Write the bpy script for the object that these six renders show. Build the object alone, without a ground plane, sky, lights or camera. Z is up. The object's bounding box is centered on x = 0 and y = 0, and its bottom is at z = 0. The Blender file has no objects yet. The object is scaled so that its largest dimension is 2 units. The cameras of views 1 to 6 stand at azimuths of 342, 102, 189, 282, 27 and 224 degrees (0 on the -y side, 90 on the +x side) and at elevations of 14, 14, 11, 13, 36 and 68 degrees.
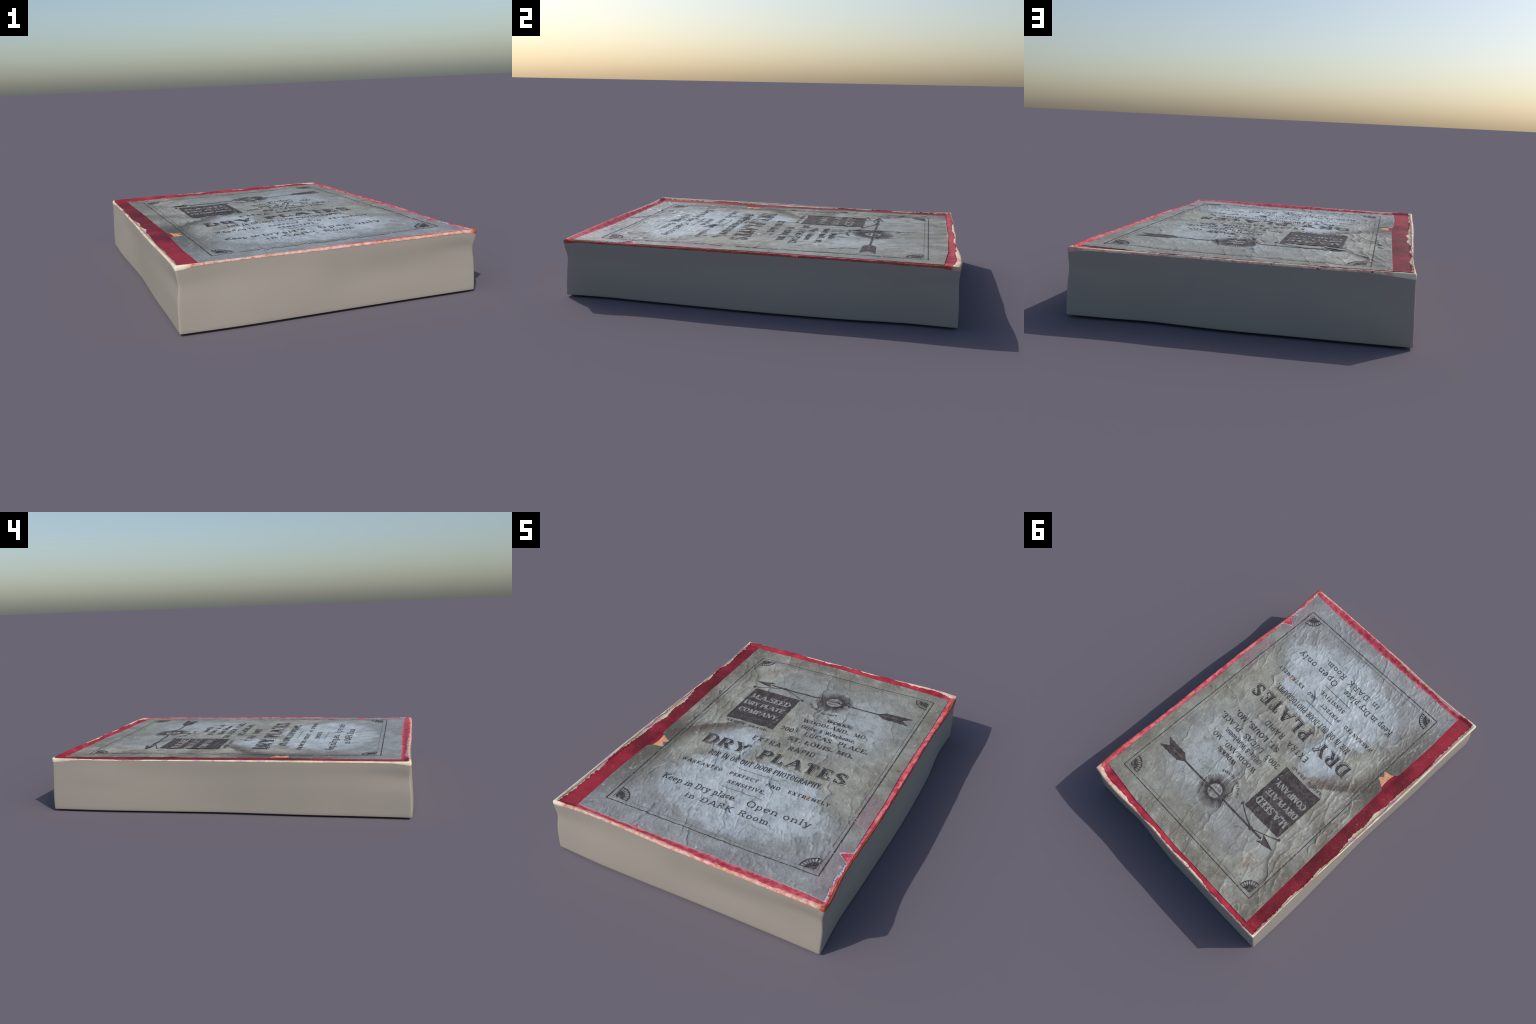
"""Old photographic dry-plate box: a flat cardboard box with a red paper cover,
worn cream edges and a wrinkled, stained, torn grey-blue printed label."""
import bpy, math, random
import numpy as np
from mathutils import Vector
from mathutils.geometry import delaunay_2d_cdt

random.seed(7)
TAU = math.tau

# ------------------------------------------------------------------ noise
_rng = np.random.RandomState(11)
_PERM = np.concatenate([_rng.permutation(512)] * 2)
_ANG = _rng.rand(512) * TAU


def perlin(x, y):
    x = np.asarray(x, float); y = np.asarray(y, float)
    xi = np.floor(x).astype(int); yi = np.floor(y).astype(int)
    xf = x - xi; yf = y - yi

    def g(ix, iy, dx, dy):
        a = _ANG[_PERM[(_PERM[ix & 511] + iy) & 511]]
        return np.cos(a) * dx + np.sin(a) * dy
    u = xf ** 3 * (xf * (xf * 6 - 15) + 10); v = yf ** 3 * (yf * (yf * 6 - 15) + 10)
    a = g(xi, yi, xf, yf) * (1 - u) + g(xi + 1, yi, xf - 1, yf) * u
    b = g(xi, yi + 1, xf, yf - 1) * (1 - u) + g(xi + 1, yi + 1, xf - 1, yf - 1) * u
    return (a * (1 - v) + b * v) * 1.5


def fbm(x, y, octaves=4, gain=.5):
    s = 0; a = 1
    for i in range(octaves):
        s = s + a * perlin(x * 2 ** i + 17.3 * i, y * 2 ** i - 9.1 * i); a *= gain
    return s


def sstep(a, b, x):
    t = np.clip((x - a) / (b - a), 0, 1)
    return t * t * (3 - 2 * t)


def curve(points):
    """smooth one-dimensional profile through (parameter, value) points"""
    p = sorted(points)
    X = np.array([q[0] for q in p]); Y = np.array([q[1] for q in p])
    m = np.gradient(Y, X)

    def f(x):
        x = np.clip(np.asarray(x, float), X[0], X[-1])
        i = np.clip(np.searchsorted(X, x, side='right') - 1, 0, len(X) - 2)
        h = X[i + 1] - X[i]; t = (x - X[i]) / h
        return ((2 * t ** 3 - 3 * t ** 2 + 1) * Y[i] + (t ** 3 - 2 * t ** 2 + t) * h * m[i]
                + (-2 * t ** 3 + 3 * t ** 2) * Y[i + 1] + (t ** 3 - t ** 2) * h * m[i + 1])
    return f


# ------------------------------------------------------------------ outline of the box
# plan outline at the rim (top) and at the bottom: each side bows and waves a little
RIM = dict(
    left=curve([(.978, -.721), (.65, -.713), (.3, -.717), (0, -.721), (-.2, -.725), (-.43, -.727), (-.76, -.725), (-.985, -.726)]),
    right=curve([(.978, .718), (.866, .726), (.712, .727), (.53, .719), (.3, .717), (.08, .72), (-.15, .72), (-.383, .718), (-.61, .709), (-.73, .707), (-.83, .712), (-.914, .720), (-.985, .717)]),
    back=curve([(.718, .978), (.62, .988), (.49, .990), (.338, .982), (.2, .978), (0, .985), (-.175, .983), (-.37, .985), (-.54, .982), (-.721, .978)]),
    front=curve([(.717, -.985), (.573, -.988), (.418, -.988), (.24, -.987), (.066, -.985), (-.08, -.985), (-.244, -.979), (-.4, -.976), (-.544, -.978), (-.668, -.984), (-.726, -.985)]))
BASE = dict(
    left=curve([(.988, -.730), (.735, -.734), (.31, -.724), (.013, -.716), (-.254, -.721), (-.49, -.725), (-.67, -.724), (-.84, -.725), (-.993, -.728)]),
    right=curve([(.987, .722), (.749, .716), (.494, .734), (.233, .739), (0, .738), (-.264, .729), (-.58, .716), (-.74, .708), (-.983, .714)]),
    back=curve([(.722, .987), (.52, .983), (.36, .974), (.18, .987), (0, .996), (-.22, .994), (-.47, .993), (-.730, .988)]),
    front=curve([(-.728, -.993), (-.46, -.9995), (-.21, -.996), (.023, -.990), (.256, -.986), (.453, -.984), (.714, -.983)]))
CORNER = dict(RIM=dict(lf=(-.726, -.985), rf=(.717, -.985), rb=(.718, .978), lb=(-.721, .978)),
              BASE=dict(lf=(-.728, -.993), rf=(.714, -.983), rb=(.722, .987), lb=(-.730, .988)))


def perimeter(which, n=110, rad=.010, inset=0.0):
    """closed outline, counter-clockwise from the left-front corner; constant count"""
    S = RIM if which == 'RIM' else BASE
    C = CORNER[which]
    lf, rf, rb, lb = (np.array(C[k]) for k in ('lf', 'rf', 'rb', 'lb'))
    sides = []
    for a, b, name in ((lf, rf, 'front'), (rf, rb, 'right'), (rb, lb, 'back'), (lb, lf, 'left')):
        L = np.linalg.norm(b - a)
        t = np.linspace(rad / L, 1 - rad / L, n)
        t = np.sort(np.concatenate([t, [2.2 * rad / L, 1 - 2.2 * rad / L]]))
        P = a[None] + (b - a)[None] * t[:, None]
        if name in ('front', 'back'):
            P[:, 1] = S[name](P[:, 0])
        else:
            P[:, 0] = S[name](P[:, 1])
        sides.append(P)
    out = []
    for k in range(4):
        out.append(sides[k])
        p0, p2 = sides[k][-1], sides[(k + 1) % 4][0]
        c = (rf, rb, lb, lf)[k]
        t = np.linspace(0, 1, 7)[1:-1, None]
        out.append((1 - t) ** 2 * p0 + 2 * t * (1 - t) * c + t ** 2 * p2)
    P = np.concatenate(out)
    if inset is not None:
        P = P * (1 - np.array([inset / .72, inset / .985]))
    return P


# ------------------------------------------------------------------ height of the top
def edge_distance(x, y):
    return np.minimum(np.minimum(x - RIM['left'](y), RIM['right'](y) - x),
                      np.minimum(y - RIM['front'](x), RIM['back'](x) - y))


# spot heights of the label surface; the lid dishes between them and rises to the rim
SPOTS = [(.615, .833, .298), (.56, .54, .300), (.096, .536, .295), (-.231, .54, .293), (-.42, .54, .291), (-.54, .838, .287), (.2, .82, .290),
         (-.52, -.827, .287), (.61, -.822, .298), (-.288, -.72, .288), (.627, -.64, .298), (.341, -.353, .300), (.154, -.478, .295), (.276, -.70, .289),
         (.05, -.80, .288), (.368, -.266, .300), (-.15, .82, .289), (.40, .10, .299), (.05, .05, .295), (-.3, 0, .291), (-.5, -.4, .288), (-.5, .2, .288), (.62, .0, .299)]


def lid(x, y):
    """gently dished lid without paper relief"""
    x = np.asarray(x, float); y = np.asarray(y, float)
    num = 0; den = 1e-9
    for px, py, pz in SPOTS:
        w = np.exp(-((x - px) ** 2 + (y - py) ** 2) / (2 * .16 ** 2)) + 1e-5
        num = num + w * pz; den = den + w
    z = num / den - .0050
    d = np.minimum(.735 - np.abs(x), .985 - np.abs(y))
    target = .3018 + .003 * np.exp(-((x + .72) ** 2 + (y - .98) ** 2) / .05)
    k = np.maximum(sstep(.050, .010, d), .30 * sstep(-.54, -.66, x))
    return z * (1 - k) + target * k


ROLL = .009


def roll(x, y):
    d = np.clip(edge_distance(x, y), 0, ROLL)
    return -(ROLL - np.sqrt(np.maximum(ROLL ** 2 - (ROLL - d) ** 2, 0)))


# creases of the label: polyline, height, width left of the ridge, width right of it
CREASES = [
    ([(-.283, -.69), (-.286, -.76), (-.283, -.83), (-.291, -.94)], .0050, .060, .007),
    ([(-.283, -.69), (-.286, -.76), (-.283, -.83), (-.291, -.94)], -.0045, .004, .035),
    ([(-.13, -.615), (-.146, -.66), (-.165, -.71)], .004, .010, .007),
    ([(-.115, -.60), (-.13, -.64)], -.004, .012, .012),
    ([(-.575, .73), (-.53, .695), (-.50, .675), (-.446, .585), (-.418, .515)], .0055, .028, .010),
    ([(-.418, .515), (-.405, .47), (-.42, .40), (-.40, .30)], .0030, .018, .010),
    ([(-.43, .46), (-.459, .42), (-.446, .28), (-.468, .18), (-.475, .09), (-.505, -.05)], .0050, .022, .010),
    ([(-.505, .12), (-.540, -.03), (-.575, -.09)], .0035, .016, .008),
    ([(-.55, .25), (-.54, .12), (-.56, .02)], .0025, .016, .010),
    ([(-.055, .86), (-.03, .74), (-.004, .63), (.008, .53), (.034, .43), (.05, .345)], .0065, .022, .014),
    ([(-.02, .70), (.02, .66), (.03, .55)], -.003, .018, .018),
    ([(.05, .345), (.06, .27), (.03, .20), (.05, .10)], .0035, .015, .012),
    ([(.215, .40), (.198, .25), (.222, .11)], .0055, .018, .010),
    ([(.31, .16), (.292, .09), (.278, .03), (.259, -.065), (.223, -.155), (.205, -.21)], .0060, .018, .010),
    ([(.14, .33), (.12, .22), (.13, .12)], .0035, .016, .012),
    ([(.30, .38), (.27, .30)], .0035, .014, .010),
    ([(-.10, .20), (-.135, .10), (-.175, .05)], .0045, .014, .008),
    ([(.05, .05), (.02, -.02), (-.03, -.10)], -.0035, .05, .05),
    ([(-.11, -.13), (-.13, -.22), (-.12, -.30), (-.15, -.40)], .0035, .014, .009),
    ([(.03, -.42), (.02, -.50), (-.01, -.58)], .004, .016, .010),
    ([(-.21, -.22), (-.23, -.32), (-.25, -.42)], .0035, .014, .009),
    ([(-.33, -.30), (-.36, -.42), (-.35, -.50)], .003, .012, .009),
    ([(-.43, -.45), (-.455, -.55), (-.47, -.60)], .004, .014, .010),
    ([(-.60, -.905), (-.56, -.87), (-.535, -.835), (-.52, -.825)], .0030, .010, .006),
    ([(-.565, .93), (-.545, .89), (-.555, .86)], .0040, .012, .007),
    ([(-.60, .93), (-.58, .88)], .0035, .012, .008),
    ([(.53, -.85), (.52, -.91)], .0020, .006, .005),
    ([(.46, -.69), (.45, -.77)], .004, .018, .012),
    ([(.37, -.72), (.35, -.80)], .0025, .012, .010),
    ([(.22, -.56), (.20, -.66)], .003, .014, .010),
    ([(.40, .05), (.48, .02), (.60, -.02), (.685, -.04)], .0022, .008, .006),
    ([(.615, .833), (.685, .912)], -.0025, .004, .004),
    ([(.40, .66), (.50, .62)], .002, .010, .008),
    ([(.12, -.26), (.09, -.34), (.10, -.42)], .003, .014, .010),
    ([(.31, -.35), (.28, -.45), (.25, -.52)], .003, .014, .010),
]


_long = np.random.RandomState(31)
for _cx, _cy, _n in ((-.50, .30, 6), (-.47, .62, 4), (.02, .62, 4), (.16, .22, 6), (-.05, -.15, 5), (-.25, -.45, 5), (.15, -.50, 6), (.42, -.40, 4), (.38, .40, 3), (-.02, -.78, 3)):
    for _k in range(_n):
        _x, _y = _cx + _long.normal(0, .085), _cy + _long.normal(0, .12)
        _a = math.radians(_long.normal(101, 12)); _L = _long.uniform(.09, .22)
        _p = [(_x + t * _L * math.cos(_a) + _long.normal(0, .008), _y + t * _L * math.sin(_a)) for t in (-.5, -.2, .12, .5)]
        CREASES.append((_p, _long.uniform(.0026, .0050), _long.uniform(.012, .022), _long.uniform(.004, .007)))


def crease_field(X, Y, path, h, wl, wr, wob=0.0):
    """ridge along a path; wl / wr are the widths on its left and right (-x / +x) flank"""
    best = np.full(X.shape, 9.0); side = np.zeros(X.shape); fade = np.zeros(X.shape)
    P = np.array(path, float); n = len(P) - 1
    for i in range(n):
        a, b = P[i], P[i + 1]; d = b - a; L2 = d @ d
        t = np.clip(((X - a[0]) * d[0] + (Y - a[1]) * d[1]) / L2, 0, 1)
        qx = X - (a[0] + t * d[0]); qy = Y - (a[1] + t * d[1])
        r = np.hypot(qx, qy); m = r < best
        best = np.where(m, r, best)
        nrm = np.array([d[1], -d[0]]) / math.sqrt(L2)
        if nrm[0] < 0:
            nrm = -nrm
        side = np.where(m, qx * nrm[0] + qy * nrm[1], side)
        fade = np.where(m, (i + t) / n, fade)
    w = np.where(side < 0, wl, wr)
    env = np.sqrt(np.clip(np.sin(np.pi * np.clip(fade, .02, .98)), 0, 1)) if wob >= 0 else 1
    return h * env * np.exp(-(best / w) ** 1.1)


GX = np.arange(-.74, .7401, .0025); GY = np.arange(-1.0, 1.0001, .0025)
MX, MY = np.meshgrid(GX, GY, indexing='ij')


def relief():
    """paper relief on a fine lattice: crinkles, streaks and named creases"""
    wx = MX + .018 * perlin(MX * 9, MY * 9) + .006 * perlin(MX * 31, MY * 31)
    wy = MY + .018 * perlin(MX * 9 + 40, MY * 9 + 40) + .006 * perlin(MX * 31 + 9, MY * 31)
    # upright crinkles, finer and denser in the lower half and the middle
    skew = wx + .18 * wy
    def ridge(fx, fy, ox, p):
        return np.clip(1 - np.abs(perlin(skew * fx + ox, wy * fy + ox)) * 1.9, 0, 1) ** p
    patch = sstep(-.25, .45, fbm(MX * 4 + 8, MY * 3, 3)); patch2 = sstep(-.3, .4, fbm(MX * 6 - 4, MY * 5 + 9, 3))
    dense = .40 + .60 * sstep(.25, -.25, MY + .25 * perlin(MX * 3, MY * 3)) + .45 * np.exp(-((MX - .12) / .2) ** 2 - ((MY - .2) / .3) ** 2)
    dense = dense * (.6 + .4 * sstep(-.62, -.40, MX)) * sstep(.72, .56, np.abs(MX))
    r = dense * (.0036 * ridge(15, 4.5, 0, 5) * patch + .0022 * ridge(28, 9, 5, 4) * patch2 + .0009 * ridge(52, 20, 9, 3))
    lump = np.exp(-((MX + .46) / .16) ** 2) * sstep(-.25, .2, MY) + .8 * np.exp(-((MX - .12) / .22) ** 2 - ((MY - .35) / .35) ** 2) + .35
    r = r + .0042 * np.clip(lump, 0, 1) * ridge(9, 3.2, 14, 6) * sstep(.70, .60, np.abs(MX))
    r = r + .0005 * (.35 + .65 * dense) * perlin(skew * 85 + 2, wy * 40)
    r = r + .0012 * fbm(wx * 15, wy * 10, 3) * (.5 + .5 * dense)
    r = r + .0003 * perlin(wx * 75, wy * 60)
    rs = np.random.RandomState(5)
    for path, h, wl, wr in CREASES:
        r = r + 1.15 * crease_field(wx, wy, path, h, wl * .75, wr * .75)
    for k in range(70):
        cx = rs.uniform(-.55, .6); cy = rs.uniform(-.88, .75)
        if cy > .1 and rs.rand() < .6:
            continue
        a = math.radians(rs.normal(100, 16)); L = rs.uniform(.04, .15)
        dx, dy = L * math.cos(a) / 2, L * math.sin(a) / 2
        path = [(cx - dx, cy - dy), (cx + rs.normal(0, .006), cy), (cx + dx, cy + dy)]
        i0, i1 = np.searchsorted(GX, [cx - .16, cx + .16]); j0, j1 = np.searchsorted(GY, [cy - .18, cy + .18])
        s = np.s_[i0:i1, j0:j1]
        r[s] += crease_field(wx[s], wy[s], path, rs.uniform(.0018, .0036), rs.uniform(.007, .013), rs.uniform(.004, .008))
    return r


RELIEF = relief()


def paper(x, y):
    """bilinear reading of the relief"""
    fx = np.clip((np.asarray(x, float) - GX[0]) / .0025, 0, len(GX) - 1.001); fy = np.clip((np.asarray(y, float) - GY[0]) / .0025, 0, len(GY) - 1.001)
    i = fx.astype(int); j = fy.astype(int); u = fx - i; v = fy - j
    return (RELIEF[i, j] * (1 - u) * (1 - v) + RELIEF[i + 1, j] * u * (1 - v) + RELIEF[i, j + 1] * (1 - u) * v + RELIEF[i + 1, j + 1] * u * v)


def board_height(x, y):
    return lid(x, y) + roll(x, y)


def cover_height(x, y):
    return board_height(x, y) + .0021 + .0005 * perlin(np.asarray(x) * 60, np.asarray(y) * 60)


def label_height(x, y):
    return lid(x, y) + .0050 + np.maximum(paper(x, y), -.0020)


# ------------------------------------------------------------------ mesh helpers
def make_object(name, verts, faces, mat, parent=None, smooth=True):
    me = bpy.data.meshes.new(name)
    me.from_pydata([tuple(map(float, v)) for v in verts], [], [tuple(map(int, f)) for f in faces])
    me.validate()
    me.update()
    if smooth:
        me.polygons.foreach_set('use_smooth', [True] * len(me.polygons))
    me.materials.append(mat)
    ob = bpy.data.objects.new(name, me)
    bpy.context.scene.collection.objects.link(ob)
    if parent is not None:
        ob.parent = parent
    return ob


def loft(rings, close_first=False, close_last=False):
    n = len(rings[0]); V = np.concatenate(rings); F = []
    for k in range(len(rings) - 1):
        for i in range(n):
            j = (i + 1) % n
            F.append((k * n + i, k * n + j, (k + 1) * n + j, (k + 1) * n + i))
    if close_first:
        F.append(tuple(range(n - 1, -1, -1)))
    if close_last:
        b = (len(rings) - 1) * n
        F.append(tuple(range(b, b + n)))
    return V, F


def clipped_sheet(step, x0, x1, y0, y1, left, right, front, back, height, skirt=0.0):
    """sheet of paper: a fine lattice clipped to four edge profiles, with a turned-down edge"""
    xs = np.arange(x0, x1 + step, step); ys = np.arange(y0, y1 + step, step)
    X, Y = np.meshgrid(xs, ys, indexing='ij')
    L = left(Y); R = right(Y)
    X2 = np.clip(X, L, R)
    Y2 = np.clip(Y, front(X2), back(X2))
    Z = height(X2, Y2)
    nx, ny = X.shape
    idx = np.arange(nx * ny).reshape(nx, ny)
    V = np.stack([X2, Y2, Z], -1).reshape(-1, 3)
    F = []
    a = idx[:-1, :-1].ravel(); b = idx[1:, :-1].ravel(); c = idx[1:, 1:].ravel(); d = idx[:-1, 1:].ravel()
    P = V[:, :2]
    def cr(p, q, r):
        return (P[q, 0] - P[p, 0]) * (P[r, 1] - P[p, 1]) - (P[q, 1] - P[p, 1]) * (P[r, 0] - P[p, 0])
    area = cr(a, b, c) + cr(a, c, d)
    keep = area > step * step * .02
    F = np.stack([a, b, c, d], 1)[keep]
    if skirt:
        edges = {}
        for f in F:
            for k in range(4):
                e = (f[k], f[(k + 1) % 4]); r = (e[1], e[0])
                if r in edges:
                    del edges[r]
                else:
                    edges[e] = 1
        low = {}; extra = []; F2 = []
        for (p, q) in edges:
            for w in (p, q):
                if w not in low:
                    low[w] = len(V) + len(extra); extra.append((V[w, 0], V[w, 1], V[w, 2] - skirt))
            F2.append((q, p, low[p], low[q]))
        V = np.concatenate([V, np.array(extra)]); F = [tuple(f) for f in F] + F2
    # drop unused vertices
    used = np.zeros(len(V), bool)
    for f in F:
        for i in f:
            used[i] = True
    m = np.cumsum(used) - 1
    return V[used], [tuple(m[i] for i in f) for f in F]


# ------------------------------------------------------------------ node materials
class Nodes:
    def __init__(self, name, rough=.8, spec=.25):
        self.mat = bpy.data.materials.new(name); self.mat.use_nodes = True
        self.t = self.mat.node_tree; self.bsdf = self.t.nodes['Principled BSDF']
        self.bsdf.inputs['Roughness'].default_value = rough
        self.bsdf.inputs['Specular IOR Level'].default_value = spec
        self.co = self.n('ShaderNodeTexCoord').outputs['Object']

    def n(self, kind, **kw):
        nd = self.t.nodes.new(kind)
        for k, v in kw.items():
            setattr(nd, k, v)
        return nd

    def link(self, a, b):
        self.t.links.new(a, b)

    def put(self, sock, v):
        if hasattr(v, 'links') or isinstance(v, bpy.types.NodeSocket):
            self.link(v, sock)
        else:
            if isinstance(v, (tuple, list)) and len(v) == 3 and sock.type == 'RGBA':
                v = (*v, 1)
            sock.default_value = v

    def math(self, op, a, b=0.0, c=None, clamp=False):
        nd = self.n('ShaderNodeMath', operation=op, use_clamp=clamp)
        self.put(nd.inputs[0], a); self.put(nd.inputs[1], b)
        if c is not None:
            self.put(nd.inputs[2], c)
        return nd.outputs[0]

    def noise(self, scale, detail=3.0, rough=.55, co=None, dist=0.0, stretch=None, col=False):
        co = co or self.co
        if stretch:
            mp = self.n('ShaderNodeMapping'); self.link(co, mp.inputs['Vector'])
            mp.inputs['Scale'].default_value = stretch
            co = mp.outputs[0]
        nd = self.n('ShaderNodeTexNoise'); self.link(co, nd.inputs['Vector'])
        nd.inputs['Scale'].default_value = scale; nd.inputs['Detail'].default_value = detail
        nd.inputs['Roughness'].default_value = rough; nd.inputs['Distortion'].default_value = dist
        return nd.outputs['Color' if col else 'Fac']

    def ramp(self, v, a, b, lo=0.0, hi=1.0):
        nd = self.n('ShaderNodeMapRange', interpolation_type='SMOOTHSTEP')
        self.put(nd.inputs[0], v); nd.inputs[1].default_value = a; nd.inputs[2].default_value = b
        nd.inputs[3].default_value = lo; nd.inputs[4].default_value = hi
        return nd.outputs[0]

    def mix(self, f, a, b, kind='MIX'):
        nd = self.n('ShaderNodeMix', data_type='RGBA', blend_type=kind)
        self.put(nd.inputs[0], f); self.put(nd.inputs[6], a); self.put(nd.inputs[7], b)
        return nd.outputs[2]

    def warped(self, scale, amount, scale2=None, amount2=0):
        """object coordinates pushed about by noise"""
        def push(co, s, amt):
            nz = self.n('ShaderNodeTexNoise'); self.link(self.co, nz.inputs['Vector'])
            nz.inputs['Scale'].default_value = s; nz.inputs['Detail'].default_value = 4
            sb = self.n('ShaderNodeVectorMath', operation='SUBTRACT'); self.link(nz.outputs['Color'], sb.inputs[0]); sb.inputs[1].default_value = (.5, .5, .5)
            sc = self.n('ShaderNodeVectorMath', operation='SCALE'); self.link(sb.outputs[0], sc.inputs[0]); sc.inputs['Scale'].default_value = amt
            ad = self.n('ShaderNodeVectorMath', operation='ADD'); self.link(co, ad.inputs[0]); self.link(sc.outputs[0], ad.inputs[1])
            return ad.outputs[0]
        co = push(self.co, scale, amount)
        if scale2:
            co = push(co, scale2, amount2)
        return co

    def blob(self, co, cx, cy, sx, sy, rot=0.0, inner=.55, outer=1.0):
        """soft elliptical patch, 1 inside, 0 outside"""
        mp = self.n('ShaderNodeMapping', vector_type='TEXTURE'); self.link(co, mp.inputs['Vector'])
        mp.inputs['Location'].default_value = (cx, cy, 0); mp.inputs['Rotation'].default_value = (0, 0, math.radians(rot))
        mp.inputs['Scale'].default_value = (sx, sy, 1e6)
        ln = self.n('ShaderNodeVectorMath', operation='LENGTH'); self.link(mp.outputs[0], ln.inputs[0])
        return self.ramp(ln.outputs['Value'], outer, inner)

    def most(self, *vals):
        r = vals[0]
        for v in vals[1:]:
            r = self.math('MAXIMUM', r, v)
        return r

    def axis(self, co=None):
        s = self.n('ShaderNodeSeparateXYZ'); self.link(co or self.co, s.inputs[0])
        return s.outputs

    def bump(self, height, strength, dist):
        b = self.n('ShaderNodeBump'); self.link(height, b.inputs['Height'])
        b.inputs['Strength'].default_value = strength; b.inputs['Distance'].default_value = dist
        self.link(b.outputs[0], self.bsdf.inputs['Normal'])

    def colour(self, c):
        self.put(self.bsdf.inputs['Base Color'], c)
        return self.mat


def srgb(r, g, b):
    f = lambda c: (c / 255 / 12.92) if c <= 10 else ((c / 255 + .055) / 1.055) ** 2.4
    return (f(r), f(g), f(b))


def mat_body():
    m = Nodes('plain_board', .75, .3)
    n1 = m.noise(2.2, 2)
    c = m.mix(m.ramp(n1, .35, .65), BODY_A, BODY_B)
    return m.colour(c)


BODY_A = srgb(162, 155, 145); BODY_B = srgb(164, 157, 146)


def mat_red():
    m = Nodes('red_cover_paper', .7, .3)
    x, y, _ = m.axis()
    faded = m.mix(m.ramp(m.noise(34, 4, .65), .38, .66), srgb(200, 62, 80), srgb(238, 116, 128))
    deep = m.mix(m.ramp(m.noise(9, 4, .65), .38, .66), srgb(146, 28, 50), srgb(182, 48, 68))
    base = m.mix(m.ramp(y, -.80, -.93, 0, 1), deep, faded)
    base = m.mix(m.ramp(x, .62, .68), base, m.mix(.3, faded, deep))
    band = m.ramp(x, -.585, -.625)                       # the wide, less faded band on the left
    dark = m.mix(m.ramp(m.noise(4.5, 4, .65), .38, .66), srgb(98, 20, 34), srgb(150, 34, 52))
    dark = m.mix(m.ramp(y, -.35, -.9, 0, .45), dark, srgb(186, 52, 70))
    dark = m.mix(m.math('MULTIPLY', m.blob(m.warped(6, .1), -.66, .25, .08, .50, 0, .2, 1), .60), dark, srgb(78, 24, 30))
    c = m.mix(m.math('MULTIPLY', band, .9), base, dark)
    # scuffs: pale fibres and pin-pricks of wear
    fib = m.ramp(m.noise(60, 5, .75, stretch=(1, 1, 1)), .58, .72)
    c = m.mix(m.math('MULTIPLY', fib, .45), c, srgb(216, 110, 120))
    spk = m.math('MULTIPLY', m.ramp(m.noise(150, 2, .6), .66, .74), m.ramp(m.noise(9, 2), .48, .62))
    c = m.mix(m.math('MULTIPLY', spk, .8), c, srgb(236, 190, 190))
    gr = m.ramp(m.noise(240, 3, .6), .3, .7)
    c = m.mix(m.math('MULTIPLY', gr, .10), c, srgb(120, 16, 36))
    rs = m.ramp(x, .66, .70)                              # right strip: rubbed to pink
    rub = m.math('MULTIPLY', rs, m.ramp(m.noise(34, 4, .7, stretch=(1, .5, 1)), .46, .62))
    c = m.mix(m.math('MULTIPLY', rub, .8), c, srgb(226, 140, 134))
    m.bump(m.noise(120, 4, .6), .35, .002)
    return m.colour(c)


def mat_edge():
    m = Nodes('worn_board_edge', .85, .2)
    x, y, z = m.axis()
    warp = m.warped(14, .03)
    cream = m.mix(m.ramp(m.noise(16, 4, .6), .35, .7), srgb(236, 224, 196), srgb(212, 192, 162))
    pinkish = m.mix(m.ramp(m.noise(11, 3, .6), .5, .68), cream, srgb(214, 160, 186))
    left = m.mix(m.ramp(m.noise(46, 4, .7, stretch=(3, .3, 3)), .60, .68), pinkish, srgb(132, 74, 58))
    wob = m.math('ADD', x, m.math('MULTIPLY', m.math('SUBTRACT', m.noise(7, 5, .7), .5), .034))
    line = m.ramp(m.math('ABSOLUTE', m.math('ADD', wob, .7105)), .0022, .0010)
    left = m.mix(m.math('MULTIPLY', line, .85), left, srgb(128, 72, 54))
    salmon = m.mix(m.ramp(m.noise(42, 4, .7), .38, .62), srgb(226, 192, 180), srgb(206, 142, 118))
    salmon = m.mix(m.ramp(m.noise(80, 4, .7, stretch=(.5, 1.4, 1.4)), .60, .68), salmon, srgb(134, 62, 46))
    back = m.mix(m.ramp(m.noise(38, 4, .7), .42, .62), srgb(240, 216, 190), srgb(222, 164, 150))
    back = m.mix(m.ramp(m.noise(30, 3, .7, stretch=(1, 2, 2)), .62, .68), back, srgb(110, 30, 38))
    right = m.mix(m.ramp(m.noise(40, 4, .7, stretch=(2, .6, 2)), .40, .60), srgb(196, 92, 74), srgb(150, 82, 54))
    right = m.mix(m.ramp(m.noise(26, 3, .6), .56, .66), right, srgb(196, 50, 66))
    c = m.mix(m.ramp(y, -.955, -.968), left, salmon)
    c = m.mix(m.ramp(y, .955, .966), c, back)
    c = m.mix(m.ramp(x, .690, .700), c, m.mix(m.ramp(y, .93, .96), right, back))
    corner = m.most(m.blob(warp, -.725, -.985, .07, .045), m.blob(warp, -.72, .98, .11, .06))
    c = m.mix(m.math('MULTIPLY', corner, .9), c, srgb(238, 230, 204))
    cpink = m.blob(warp, .72, .98, .06, .05)
    c = m.mix(m.math('MULTIPLY', cpink, .7), c, srgb(206, 160, 152))
    m.bump(m.noise(90, 5, .65), .5, .003)
    return m.colour(c)


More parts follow.
